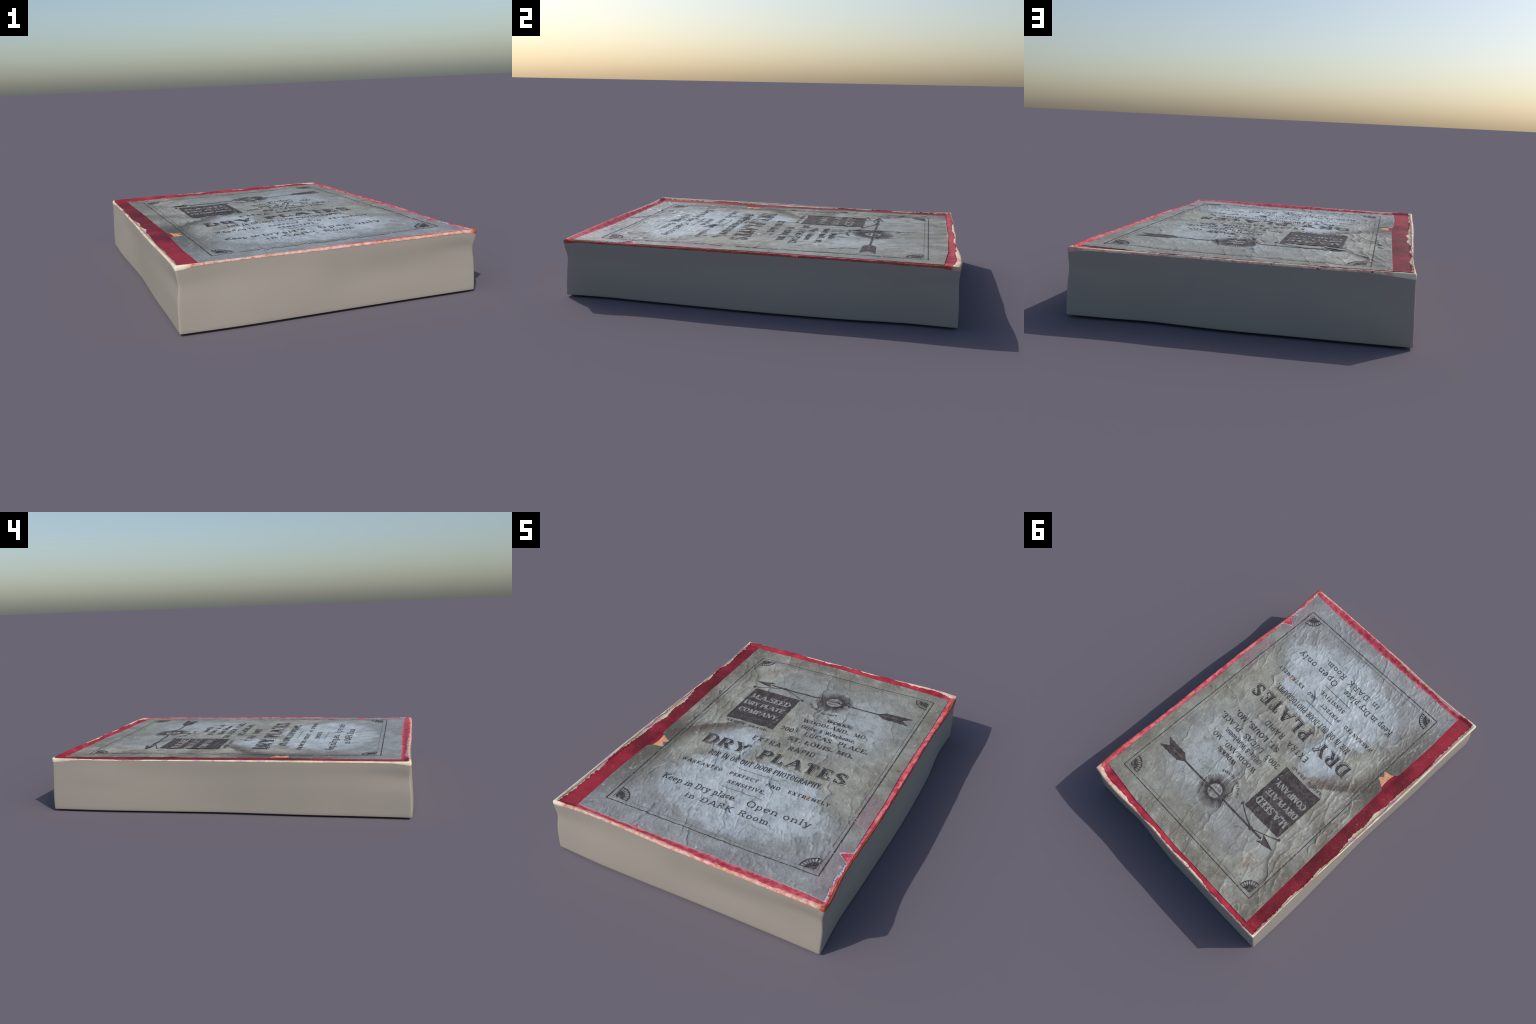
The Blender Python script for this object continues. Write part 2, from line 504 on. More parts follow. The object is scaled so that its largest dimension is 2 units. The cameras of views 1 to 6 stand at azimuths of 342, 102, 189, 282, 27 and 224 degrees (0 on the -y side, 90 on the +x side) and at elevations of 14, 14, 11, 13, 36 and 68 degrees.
def mat_label():
    m = Nodes('stained_label_paper', .5, .5)
    x, y, _ = m.axis()
    w1 = m.warped(5, .22, 26, .05)
    w2 = m.warped(7, .20, 32, .06)
    blue = m.mix(m.ramp(m.noise(7, 4, .6), .36, .66), srgb(194, 203, 207), srgb(170, 180, 184))
    up = m.mix(m.ramp(m.noise(6, 5, .65), .36, .64), srgb(174, 174, 162), srgb(144, 141, 126))
    low = m.mix(m.ramp(m.noise(6, 5, .65), .36, .64), srgb(162, 165, 165), srgb(142, 143, 143))
    grey = m.mix(m.ramp(m.axis(w1)[1], -.35, -.62), up, low)
    # clean blue ground in the lower middle, reaching up round the heading
    clean = m.most(m.blob(w2, .06, -.52, .62, .36, 0, .45, 1.05), m.blob(w2, .03, -.36, .46, .18, 0, .72, 1.0),
                   m.blob(w2, -.20, -.08, .20, .20, -20, .45, 1.05), m.math('MULTIPLY', m.blob(w1, .30, .38, .36, .50, 0, .3, 1.1), .62),
                   m.math('MULTIPLY', m.blob(w1, -.1, .60, .35, .25, 0, .3, 1.1), .45))
    clean = m.math('MULTIPLY', clean, m.ramp(m.noise(11, 5, .65), .22, .52, .35, 1))
    c = m.mix(clean, grey, blue)
    # brown tide marks
    def tide(mask, a, b):
        return m.math('MULTIPLY', m.ramp(mask, a, a + .14), m.ramp(mask, b, b - .16))
    c = m.mix(m.math('MULTIPLY', tide(clean, .10, .62), .34), c, srgb(112, 110, 98))
    margin = m.most(m.ramp(x, -.36, -.56), m.ramp(y, .62, .92, 0, .85), m.ramp(y, -.84, -.95, 0, .4), m.ramp(x, .54, .67, 0, .65))
    margin = m.math('MULTIPLY', margin, m.ramp(m.noise(5, 4, .6), .28, .62))
    margin = m.math('MULTIPLY', margin, m.ramp(y, -.92, -.55, .35, 1))
    c = m.mix(m.math('MULTIPLY', margin, .72), c, srgb(106, 97, 80))
    stain = m.most(m.blob(w1, -.57, -.25, .15, .38, 0, .15, 1), m.math('MULTIPLY', m.blob(w2, -.40, -.02, .13, .05, 40, .2, 1), .95),
                   m.math('MULTIPLY', m.blob(w1, .02, .05, .12, .13, -30, .1, 1), .75), m.math('MULTIPLY', m.blob(w1, .16, -.02, .18, .07, 0, .1, 1), .6))
    c = m.mix(m.math('MULTIPLY', stain, .74), c, srgb(82, 77, 67))
    # ragged tide line from the torn notch up past the banner, sharp above and fading below
    w3 = m.warped(12, .07, 45, .025); xw, yw, _z = m.axis(w3)
    sd = m.math('SUBTRACT', yw, m.math('MULTIPLY', xw, .864))
    tl = m.math('MULTIPLY', m.math('MULTIPLY', m.ramp(sd, .356, .342), m.ramp(sd, .16, .34)), m.math('MULTIPLY', m.ramp(xw, -.22, -.30), m.ramp(xw, -.62, -.56)))
    c = m.mix(m.math('MULTIPLY', tl, .75), c, srgb(88, 76, 62))
    rust = m.most(m.blob(w1, -.42, .72, .07, .08), m.math('MULTIPLY', m.blob(w1, -.30, .03, .09, .03, 40), .8), m.math('MULTIPLY', m.blob(w1, .42, -.73, .10, .04, -20, .1), .6),
                   m.math('MULTIPLY', m.blob(w1, -.60, .30, .05, .4), .3))
    rust = m.math('MULTIPLY', rust, m.ramp(m.noise(26, 4, .7), .40, .62))
    c = m.mix(m.math('MULTIPLY', rust, .55), c, srgb(134, 106, 84))
    # pink run from the red cover along the right margin
    pk = m.math('MULTIPLY', m.ramp(m.axis(w2)[0], .585, .622), m.most(
        m.blob(w2, .66, -.335, .3, .125, 0, .85, 1.0), m.math('MULTIPLY', m.blob(w2, .66, -.74, .3, .24, 0, .5, 1), .7)))
    c = m.mix(m.math('MULTIPLY', pk, .62), c, srgb(150, 122, 128))
    # crackle of hair-fine dark veins, mostly in the upper half
    vo = m.n('ShaderNodeTexVoronoi', feature='DISTANCE_TO_EDGE'); m.link(m.warped(7, .16, 34, .035), vo.inputs['Vector']); vo.inputs['Scale'].default_value = 9
    vein = m.math('MULTIPLY', m.ramp(vo.outputs['Distance'], .022, .004), m.ramp(m.noise(6, 3), .46, .60))
    vein = m.math('MULTIPLY', vein, m.math('ADD', m.ramp(y, -.30, .05), m.ramp(x, -.36, -.46), clamp=True))
    c = m.mix(m.math('MULTIPLY', vein, .5), c, srgb(84, 82, 74))
    # fibre grain; f3 paints wrinkle highlights and shadows into the paper colour
    f1 = m.noise(34, 5, .7, stretch=(1.25, .7, 1)); f2 = m.noise(130, 4, .65)
    f3 = m.noise(30, 5, .72, stretch=(1.25, .75, 1), dist=.5)
    c = m.mix(m.ramp(f1, .36, .66, 0, .30), c, m.mix(.5, c, srgb(96, 96, 96)), 'MIX')
    c = m.mix(m.ramp(f1, .58, .74, 0, .40), c, srgb(212, 218, 220))
    c = m.mix(m.ramp(f3, .57, .76, 0, .72), c, srgb(214, 221, 224))
    c = m.mix(m.ramp(f3, .45, .27, 0, .60), c, srgb(92, 90, 86))
    c = m.mix(m.ramp(f2, .34, .7, 0, .22), c, m.mix(.45, c, (.10, .10, .10)))
    c = m.mix(m.math('MULTIPLY', m.ramp(m.noise(190, 2), .70, .75), .6), c, srgb(96, 74, 60))
    m.bump(m.math('ADD', m.noise(70, 4, .65, stretch=(1.4, .7, 1)), m.math('MULTIPLY', m.noise(190, 4, .6), .35)), .5, .005)
    rg = m.ramp(m.noise(8, 4, .6), .3, .7, .36, .56); m.link(rg, m.bsdf.inputs['Roughness'])
    return m.colour(c)


def mat_ink(name, a, b, worn=.62):
    m = Nodes(name, .65, .3)
    c = m.mix(m.ramp(m.noise(22, 4, .7), .4, .65), a, b)
    c = m.mix(m.math('MULTIPLY', m.ramp(m.noise(90, 5, .75), worn - .08, worn + .10), .72), c, srgb(138, 138, 136))
    return m.colour(c)


def mat_plain(name, a, b, scale=40, stretch=None):
    m = Nodes(name, .85, .2)
    c = m.mix(m.ramp(m.noise(scale, 4, .7, stretch=stretch), .38, .64), a, b)
    m.bump(m.noise(scale * 2, 4, .6, stretch=stretch), .5, .003)
    return m.colour(c)


M_BODY = mat_body(); M_RED = mat_red(); M_EDGE = mat_edge(); M_LABEL = mat_label()
M_INK = mat_ink('black_ink', srgb(52, 49, 51), srgb(74, 70, 71), .57)
M_FAINT = mat_ink('faded_ink', srgb(78, 78, 78), srgb(104, 106, 104), .52)
M_BANNER = mat_ink('banner_ink', srgb(64, 58, 58), srgb(90, 82, 79), .62)
M_REVERSED = mat_plain('reversed_lettering_paper', srgb(166, 164, 160), srgb(128, 126, 122), 60)
M_TAN = mat_plain('exposed_tan_board', srgb(232, 180, 138), srgb(204, 140, 98), 46, (.6, 2.2, 1))
M_CREST = mat_plain('pale_crest_white', srgb(214, 214, 208), srgb(186, 186, 180), 90)
M_FRINGE = mat_plain('torn_paper_fibre', srgb(206, 196, 206), srgb(172, 158, 168), 70)

# ------------------------------------------------------------------ the box
box = bpy.data.objects.new('dry_plate_box', None)
bpy.context.scene.collection.objects.link(box)
box['label'] = 'old flat box, red edges, torn wrinkled printed label'
box['category'] = 'box'

ZB = .0085          # bottom edge of the walls
pb = perimeter('BASE'); pr = perimeter('RIM')
s = np.arange(len(pr)) / len(pr)
# lower limit of the worn wrapping on the walls: lower at the corners, ragged between
def corner_pull(P):
    q = np.zeros(len(P))
    for (cx, cy), amt, rad in (((-.726, -.985), .010, .07), ((.717, -.985), .009, .06), ((.718, .978), .013, .06), ((-.721, .978), .014, .11)):
        q += amt * np.exp(-(np.hypot(P[:, 0] - cx, P[:, 1] - cy) / rad) ** 2)
    return q
top_z = lid(pr[:, 0], pr[:, 1])
limit = top_z - .0105 - corner_pull(pr) + .0012 * perlin(s * 900, s * 0) + .0008 * perlin(s * 90, s * 0 + 4)
limit = np.minimum(limit, top_z - ROLL - .0005)


def wall_ring(f):
    """outline at height fraction f (0 bottom edge, 1 rim): flared at the rim, drawn in below it"""
    def near(weights):
        return sum(w * np.exp(-(np.hypot(pr[:, 0] - c[0], pr[:, 1] - c[1]) / .24) ** 2) for w, c in zip(weights, CORNER['RIM'].values()))
    bell = np.exp(-((f - .74) / (.20 if f < .74 else .15)) ** 2)
    low = np.exp(-((f - .45) / .25) ** 2)
    k = sstep(0, 1, np.array(f))
    P = pb * (1 - k) + pr * k
    px = (.0020 + .0075 * near((1, .9, .35, -.25))) * bell
    py = (.0010 + .0075 * near((.5, 1.2, .1, -.25))) * bell + .006 * near((0, 1, 0, 0)) * low
    mid = np.exp(-((f - .52) / .26) ** 2); up = np.exp(-((f - .72) / .22) ** 2); lo = np.exp(-((f - .35) / .22) ** 2)
    py = py + np.where(P[:, 1] < 0, .0095 * np.exp(-((P[:, 0] - .26) / .26) ** 2) * mid, 0)
    py = py - np.where(P[:, 1] > 0, .005 * np.exp(-((P[:, 0] + .5) / .2) ** 2) * lo - .005 * np.exp(-((P[:, 0] - .55) / .15) ** 2) * up, 0)
    px = px - np.where(P[:, 0] < 0, .006 * np.exp(-((P[:, 1] - .68) / .2) ** 2) * up, 0)
    return P * (1 - np.column_stack([px / .72, py / .985]))


rings = []
cx = np.array([0, 0])
for q, z in ((.02, .000), (.5, .0), (.80, .0012), (.93, .004), (.985, .0066)):
    rings.append(np.column_stack([pb * q, np.full(len(pb), z)]))
for a in (0, 30, 60, 90):
    ra = .005
    ins = ra * (1 - math.sin(math.radians(a))); dz = ra * (1 - math.cos(math.radians(a)))
    P = pb * (1 - np.array([ins / .72, ins / .985]))
    rings.append(np.column_stack([P, np.full(len(pb), ZB - .001 + dz)]))
for f in np.linspace(.06, 1, 22):
    z = (ZB + .004) * (1 - f) + limit * f
    rings.append(np.column_stack([wall_ring(f), z]))
V, F = loft(rings, close_first=True)
body = make_object('box_body', V, F, M_BODY, box)

# worn wrapping: short turn-down on the walls, rolled edge, top board
rings = []
for k in (0.0, .5, 1.0):
    proud = .0010 if k > 0 else .0002
    z = limit * (1 - k) + (top_z - ROLL) * k
    P = pr * (1 + np.array([proud / .72, proud / .985]))
    rings.append(np.column_stack([P, z + (0.0 if k else .0)]))
for d in (.0006, .0015, .003, .005, .0075, .010, .014, .020, .028, .038, .05, .07, .10, .16, .3, .5, .70):
    P = pr * (1 - np.array([d / .72, d / .985]) * (1 if d < .69 else 1))
    wear = .0012 * perlin(P[:, 0] * 45, P[:, 1] * 45) * min(1, d / .006) + .0012 * perlin(P[:, 0] * 12, P[:, 1] * 12) * min(1, d / .006)
    if d > .05:
        wear = wear * 0 - .002
    rings.append(np.column_stack([P, board_height(P[:, 0], P[:, 1]) + wear * (.5 if d < .012 else .4)]))
V, F = loft(rings, close_last=True)
edge = make_object('worn_edge', V, F, M_EDGE, box)


# ------------------------------------------------------------------ red cover paper, ragged outside
def ragged(points, amp, freq, seed, sign=0):
    f = curve(points)

    def g(t):
        t = np.asarray(t, float)
        n = fbm(t * freq + seed * 13.7, np.full_like(t, seed * 3.1), 4, .62)
        if sign:
            n = np.abs(n) * sign
        return f(t) + amp * n
    return g


red_left = ragged([(.99, -0.710), (.95, -0.706), (.88, -0.703), (.78, -0.706), (.66, -0.696), (.55, -0.709), (.41, -0.698), (.30, -0.708), (.2, -0.697), (.118, -0.685), (.02, -0.696), (-.078, -0.683), (-.15, -0.696), (-.223, -0.697), (-.385, -0.703), (-.50, -0.709), (-.555, -0.710), (-.623, -0.700), (-.70, -0.702), (-.88, -0.702), (-.96, -0.706), (-.99, -0.704)], .0055, 50, 1)
red_right = ragged([(.99, .700), (.93, .704), (.81, .714), (.66, .720), (.37, .714), (.19, .718), (-.04, .714), (-.295, .714), (-.41, .708), (-.60, .700), (-.72, .698), (-.807, .699), (-.90, .708), (-.99, .707)], .003, 20, 2)
red_back = ragged([(.75, .940), (.69, .944), (.60, .964), (.553, .962), (.369, .967), (.26, .970), (.153, .962), (.031, .973), (-.08, .966), (-.191, .965), (-.35, .975), (-.538, .974), (-.68, .970), (-.75, .966)], .0045, 24, 3)
red_front = ragged([(.75, -.966), (.657, -.969), (.464, -.976), (.134, -.975), (-.095, -.968), (-.285, -.960), (-.382, -.962), (-.47, -.957), (-.551, -.956), (-.66, -.972), (-.75, -.976)], .0045, 24, 4)
V, F = clipped_sheet(.0042, -.735, .735, -.995, .995, red_left, red_right, red_front, red_back, cover_height, skirt=.0022)
red = make_object('red_cover', V, F, M_RED, box)

# ------------------------------------------------------------------ label sheet
NOTCH = [(-.372, 0), (-.364, 0), (-.352, .012), (-.344, .022), (-.336, .055), (-.328, .088), (-.318, .074), (-.300, .054), (-.294, .056), (-.283, .066), (-.268, .073), (-.258, .055), (-.235, .016), (-.219, 0), (-.21, 0)]


def label_left(y):
    y = np.asarray(y, float)
    base = np.interp(y, [-.95, -.653, -.364, -.219, .244, .331, .942], [-.608, -.618, -.612, -.606, -.614, -.616, -.629])
    cut = np.interp(y, [p[0] for p in NOTCH], [p[1] for p in NOTCH])
    return base + cut + .0008 * fbm(y * 60, y * 0 + 3, 3)


TORN = [(-.96, .683), (-.943, .690), (-.90, .688), (-.87, .681), (-.836, .686), (-.80, .676), (-.776, .677), (-.74, .686), (-.70, .685), (-.686, .683), (-.672, .664), (-.655, .640), (-.641, .628), (-.632, .640), (-.622, .668), (-.609, .689), (-.58, .689)]


def label_right(y):
    y = np.asarray(y, float)
    base = np.interp(y, [-.58, -.445, -.213, .02, .402, .568, .905], [.689, .688, .691, .683, .687, .690, .687])
    torn = np.interp(y, [p[0] for p in TORN], [p[1] for p in TORN])
    k = (y < -.58)
    return np.where(k, torn + .005 * fbm(y * 45, y * 0 + 7, 4, .65) * ((y < -.69) | (y > -.60)), base + .0008 * fbm(y * 60, y * 0 + 9, 3))


def label_front(x):
    x = np.asarray(x, float)
    f = np.interp(x, [-.63, -.608, -.28, .108, .594, .70], [-.930, -.931, -.934, -.928, -.936, -.944])
    tear = .022 * np.exp(-((x + .274) / .009) ** 2)
    return f + tear + .0008 * fbm(x * 60, x * 0 + 5, 3)


def label_back(x):
    x = np.asarray(x, float)
    f = np.interp(x, [-.63, -.177, -.039, .243, .38, .686], [.942, .942, .945, .935, .933, .906])
    return f - .003 * np.maximum(perlin(x * 30, x * 0 + 2) - .3, 0) + .0008 * fbm(x * 60, x * 0 + 6, 3)


V, F = clipped_sheet(.0026, -.64, .70, -.955, .955, label_left, label_right, label_front, label_back, label_height, skirt=.0046)
label = make_object('label', V, F, M_LABEL, box)

# pale torn fibres peeping from under the torn right edge of the label
def fringe_right(y):
    y = np.asarray(y, float)
    grow = .010 * np.exp(-((y + .92) / .04) ** 2) + .012 * np.exp(-((y + .77) / .05) ** 2) + .009 * np.exp(-((y + .64) / .05) ** 2) + .003
    fr = np.minimum(label_right(y) + np.maximum(grow + .008 * fbm(y * 70, y * 0 + 21, 3, .7), 0), .703)
    return fr
V, F = clipped_sheet(.003, .60, .71, -.955, -.56, lambda y: np.full_like(y, .602), fringe_right, lambda x: np.maximum(label_front(x) + .004, -.946 + .0 * x) * np.where(x < .66, 1, 1) - .006 * sstep(.67, .69, x), lambda x: np.full_like(x, -.575), lambda x, y: cover_height(x, y) + .0010, skirt=.0008)
# the gap that shows bare red is left open: the fringe follows the tear
fringe = make_object('torn_fringe', V, F, M_FRINGE, box)

# bare tan board where the label's left edge is ripped away
def tan_left(y):
    return np.interp(y, [-.36, -.345, -.33, -.30, -.26, -.235, -.22], [-.592, -.592, -.590, -.587, -.588, -.592, -.595])
V, F = clipped_sheet(.003, -.61, -.50, -.350, -.232, tan_left, lambda y: np.full_like(y, -.51), lambda x: np.full_like(x, -.348), lambda x: np.full_like(x, -.234), lambda x, y: cover_height(x, y) + .0011, skirt=.0008)
patch = make_object('bare_board_patch', V, F, M_TAN, box)


# ------------------------------------------------------------------ print: ink laid on the label relief
INK = .0011


def press(P, lift=INK):
    P = np.asarray(P, float)
    return np.column_stack([P, label_height(P[:, 0], P[:, 1]) + lift])


def strip(name, path, width, mat, step=.004, lift=INK, parent=None, jitter=.0):
    """inked line of a given width along a path (width may be a function of 0..1)"""
    P = [np.array(path[0], float)]
    for a, b in zip(path[:-1], path[1:]):
        a, b = np.array(a, float), np.array(b, float)
        k = max(1, int(np.linalg.norm(b - a) / step))
        for i in range(1, k + 1):
            P.append(a + (b - a) * i / k)
    P = np.array(P); T = np.gradient(P, axis=0); T /= np.linalg.norm(T, axis=1)[:, None] + 1e-9
    N = np.column_stack([-T[:, 1], T[:, 0]])
    u = np.linspace(0, 1, len(P))
    w = np.array([width(t) for t in u]) if callable(width) else np.full(len(P), width)
    if jitter:
        w = w * (1 + jitter * perlin(P[:, 0] * 70, P[:, 1] * 70 + 3))
    A = P + N * w[:, None] / 2; B = P - N * w[:, None] / 2
    V = np.concatenate([press(A, lift), press(B, lift)]); n = len(P)
    F = [(i + n, i + 1 + n, i + 1, i) for i in range(n - 1)]
    return V, F


def merge(parts):
    V = []; F = []; o = 0
    for v, f in parts:
        V.append(v); F += [tuple(i + o for i in q) for q in f]; o += len(v)
    return np.concatenate(V), F


def fill(polys, holes=(), step=.0036, lift=INK):
    """union of polygons (minus holes), meshed finely enough to follow the relief"""
    co = []; faces = []
    for poly in list(polys) + list(holes):
        if sum(p[0] * q[1] - q[0] * p[1] for p, q in zip(poly, poly[1:] + poly[:1])) < 0:
            poly = poly[::-1]
        faces.append(list(range(len(co), len(co) + len(poly))))
        co += [Vector((float(p[0]), float(p[1]))) for p in poly]
    npos = len(polys)
    A = np.array([[c.x, c.y] for c in co])
    lo = A.min(0); hi = A.max(0)
    rs = np.random.RandomState(3)
    gx = np.arange(lo[0] + step / 2, hi[0], step); gy = np.arange(lo[1] + step / 2, hi[1], step)
    for a in gx:
        for b in gy:
            co.append(Vector((a + rs.uniform(-.2, .2) * step, b + rs.uniform(-.2, .2) * step)))
    v, e, f, ov, oe, of = delaunay_2d_cdt(co, [], faces, 1, 1e-6)
    tris = []
    for t, o in zip(f, of):
        if any(i < npos for i in o) and not any(i >= npos for i in o):
            tris.append(t)
    used = sorted({i for t in tris for i in t}); mp = {k: i for i, k in enumerate(used)}
    if not used:
        return np.zeros((0, 3)), []
    P = np.array([[v[i].x, v[i].y] for i in used])
    out = []
    for t in tris:
        q = [mp[i] for i in t]
        a, b, c = P[q[0]], P[q[1]], P[q[2]]
        ar = (b[0] - a[0]) * (c[1] - a[1]) - (b[1] - a[1]) * (c[0] - a[0])
        if abs(ar) < 1e-12:
            continue
        out.append(tuple(q) if ar > 0 else tuple(q[::-1]))
    return press(P, lift), out


# ------------------------------------------------------------------ a slab-serif alphabet drawn with strokes
# l x0 y0 x1 y1 weight serifs | h x0 x1 y ticks | a cx cy rx ry from to | o dot
def v_(x, y0=0, y1=1, k='T', s='be'):
    return ('l', x, y0, x, y1, k, s)


GLYPHS = {
    'A': (.95, [('l', .08, 0, .47, 1, 't', 'b'), ('l', .47, 1, .87, 0, 'T', 'e'), ('h', .22, .74, .32, '')]),
    'B': (.78, [v_(.16), ('h', .16, .44, .97, ''), ('h', .16, .46, .52, ''), ('h', .16, .46, .03, ''), ('a', .42, .75, .20, .23, -90, 90), ('a', .44, .275, .24, .25, -90, 90)]),
    'C': (.82, [('a', .44, .5, .33, .47, 40, 318), ('l', .72, .68, .72, .98, 't', '')]),
    'D': (.86, [v_(.16), ('h', .16, .44, .97, ''), ('h', .16, .44, .03, ''), ('a', .42, .5, .33, .47, -90, 90)]),
    'E': (.76, [v_(.16), ('h', .16, .66, .97, 'd'), ('h', .16, .48, .5, 'm'), ('h', .16, .69, .03, 'u')]),
    'F': (.72, [v_(.16), ('h', .16, .66, .97, 'd'), ('h', .16, .48, .5, 'm')]),
    'G': (.86, [('a', .44, .5, .33, .47, 40, 330), ('l', .72, .68, .72, .98, 't', ''), ('l', .72, .06, .72, .44, 'T', ''), ('h', .52, .84, .44, '')]),
    'H': (.88, [v_(.16), v_(.72), ('h', .16, .72, .5, '')]),
    'I': (.34, [v_(.17)]),
    'K': (.86, [v_(.16), ('l', .2, .40, .70, 1, 't', 'e'), ('l', .36, .56, .74, 0, 'T', 'e')]),
    'L': (.72, [v_(.16), ('h', .16, .66, .03, 'u')]),
    'M': (1.06, [v_(.15, k='t'), ('l', .18, 1, .52, .05, 'T', ''), ('l', .52, .05, .86, 1, 't', ''), v_(.89)]),
    'N': (.92, [v_(.15, k='t'), ('l', .17, 1, .74, 0, 'T', ''), v_(.76, k='t')]),
    'O': (.88, [('a', .44, .5, .34, .47, 0, 360)]),
    'P': (.76, [v_(.16), ('h', .16, .42, .97, ''), ('h', .16, .42, .47, ''), ('a', .42, .72, .23, .25, -90, 90)]),
    'R': (.84, [v_(.16), ('h', .16, .42, .97, ''), ('h', .16, .42, .50, ''), ('a', .42, .735, .22, .235, -90, 90), ('l', .40, .50, .70, 0, 'T', 'e')]),
    'S': (.72, [('a', .36, .735, .23, .235, 35, 250), ('a', .36, .265, .25, .235, -145, 70), ('l', .22, .66, .50, .36, 'T', ''), ('l', .585, .70, .585, .98, 't', ''), ('l', .105, .02, .105, .32, 't', '')]),
    'T': (.84, [v_(.42, s='b'), ('h', .06, .78, .97, 'dD')]),
    'U': (.88, [v_(.17, .3, 1, s='e'), v_(.71, .3, 1, 't', 'e'), ('a', .44, .32, .27, .29, 180, 360)]),
    'V': (.90, [('l', .09, 1, .46, 0, 'T', 'b'), ('l', .46, 0, .82, 1, 't', 'e')]),
    'W': (1.26, [('l', .08, 1, .38, 0, 'T', 'b'), ('l', .38, 0, .62, .9, 't', ''), ('l', .58, 1, .88, 0, 'T', 'b'), ('l', .88, 0, 1.18, 1, 't', 'e')]),
    'X': (.86, [('l', .12, 1, .72, 0, 'T', 'be'), ('l', .12, 0, .72, 1, 't', 'be')]),
    'Y': (.86, [('l', .09, 1, .43, .44, 'T', 'b'), ('l', .43, .44, .77, 1, 't', 'e'), v_(.43, 0, .48, s='b')]),
    '0': (.66, [('a', .33, .5, .24, .47, 0, 360)]),
    '2': (.66, [('a', .33, .71, .22, .26, -30, 175), ('l', .14, .05, .52, .60, 't', ''), ('h', .08, .60, .05, 'u')]),
    '5': (.66, [('a', .31, .31, .24, .28, -150, 130), ('l', .16, .48, .16, .98, 't', ''), ('h', .16, .56, .94, '')]),
    '&': (.90, [('a', .38, .77, .15, .20, 0, 360), ('a', .34, .27, .24, .24, 40, 360), ('l', .26, .62, .76, .02, 'T', ''), ('l', .56, .2, .78, .48, 't', 'e')]),
    '.': (.30, [('o', .14, .08)]),
    ',': (.30, [('o', .15, .08), ('l', .17, .06, .08, -.16, 't', '')]),
    ':': (.30, [('o', .14, .08), ('o', .14, .58)]),
    '-': (.42, [('h', .06, .36, .40, '')]),
    'a': (.64, [('a', .27, .18, .17, .16, 0, 360), v_(.48, 0, .46, s='b'), ('a', .30, .46, .18, .19, 0, 150)]),
    'c': (.58, [('a', .31, .33, .22, .31, 45, 320)]),
    'e': (.62, [('a', .31, .33, .23, .31, 0, 318), ('h', .09, .54, .35, '')]),
    'f': (.46, [v_(.20, 0, .82, s='b'), ('a', .36, .80, .16, .18, 50, 180), ('h', .06, .40, .64, '')]),
    'h': (.72, [v_(.16), ('a', .36, .42, .20, .22, 0, 180), v_(.56, 0, .44, s='b')]),
    'i': (.36, [v_(.18, 0, .66), ('o', .17, .90)]),
    'l': (.36, [v_(.18)]),
    'm': (1.04, [v_(.16, 0, .66), ('a', .34, .44, .18, .20, 0, 180), v_(.52, 0, .44, s='b'), ('a', .70, .44, .18, .20, 0, 180), v_(.88, 0, .44, s='b')]),
    'n': (.72, [v_(.16, 0, .66), ('a', .36, .44, .20, .20, 0, 180), v_(.56, 0, .44, s='b')]),
    'o': (.64, [('a', .32, .33, .23, .31, 0, 360)]),
    'p': (.70, [v_(.16, -.28, .66), ('a', .36, .33, .20, .31, -130, 130)]),
    'r': (.54, [v_(.16, 0, .66), ('a', .36, .44, .20, .20, 35, 180)]),
    's': (.52, [('a', .27, .48, .16, .155, 30, 260), ('a', .27, .18, .17, .155, -150, 80)]),
    'u': (.72, [v_(.16, .2, .66, s='e'), ('a', .36, .22, .20, .20, 180, 360), v_(.56, 0, .66)]),
    'y': (.70, [('l', .10, .66, .36, .02, 'T', 'b'), ('l', .60, .66, .28, -.22, 't', 'b'), ('a', .20, -.20, .09, .07, 180, 340)]),
}


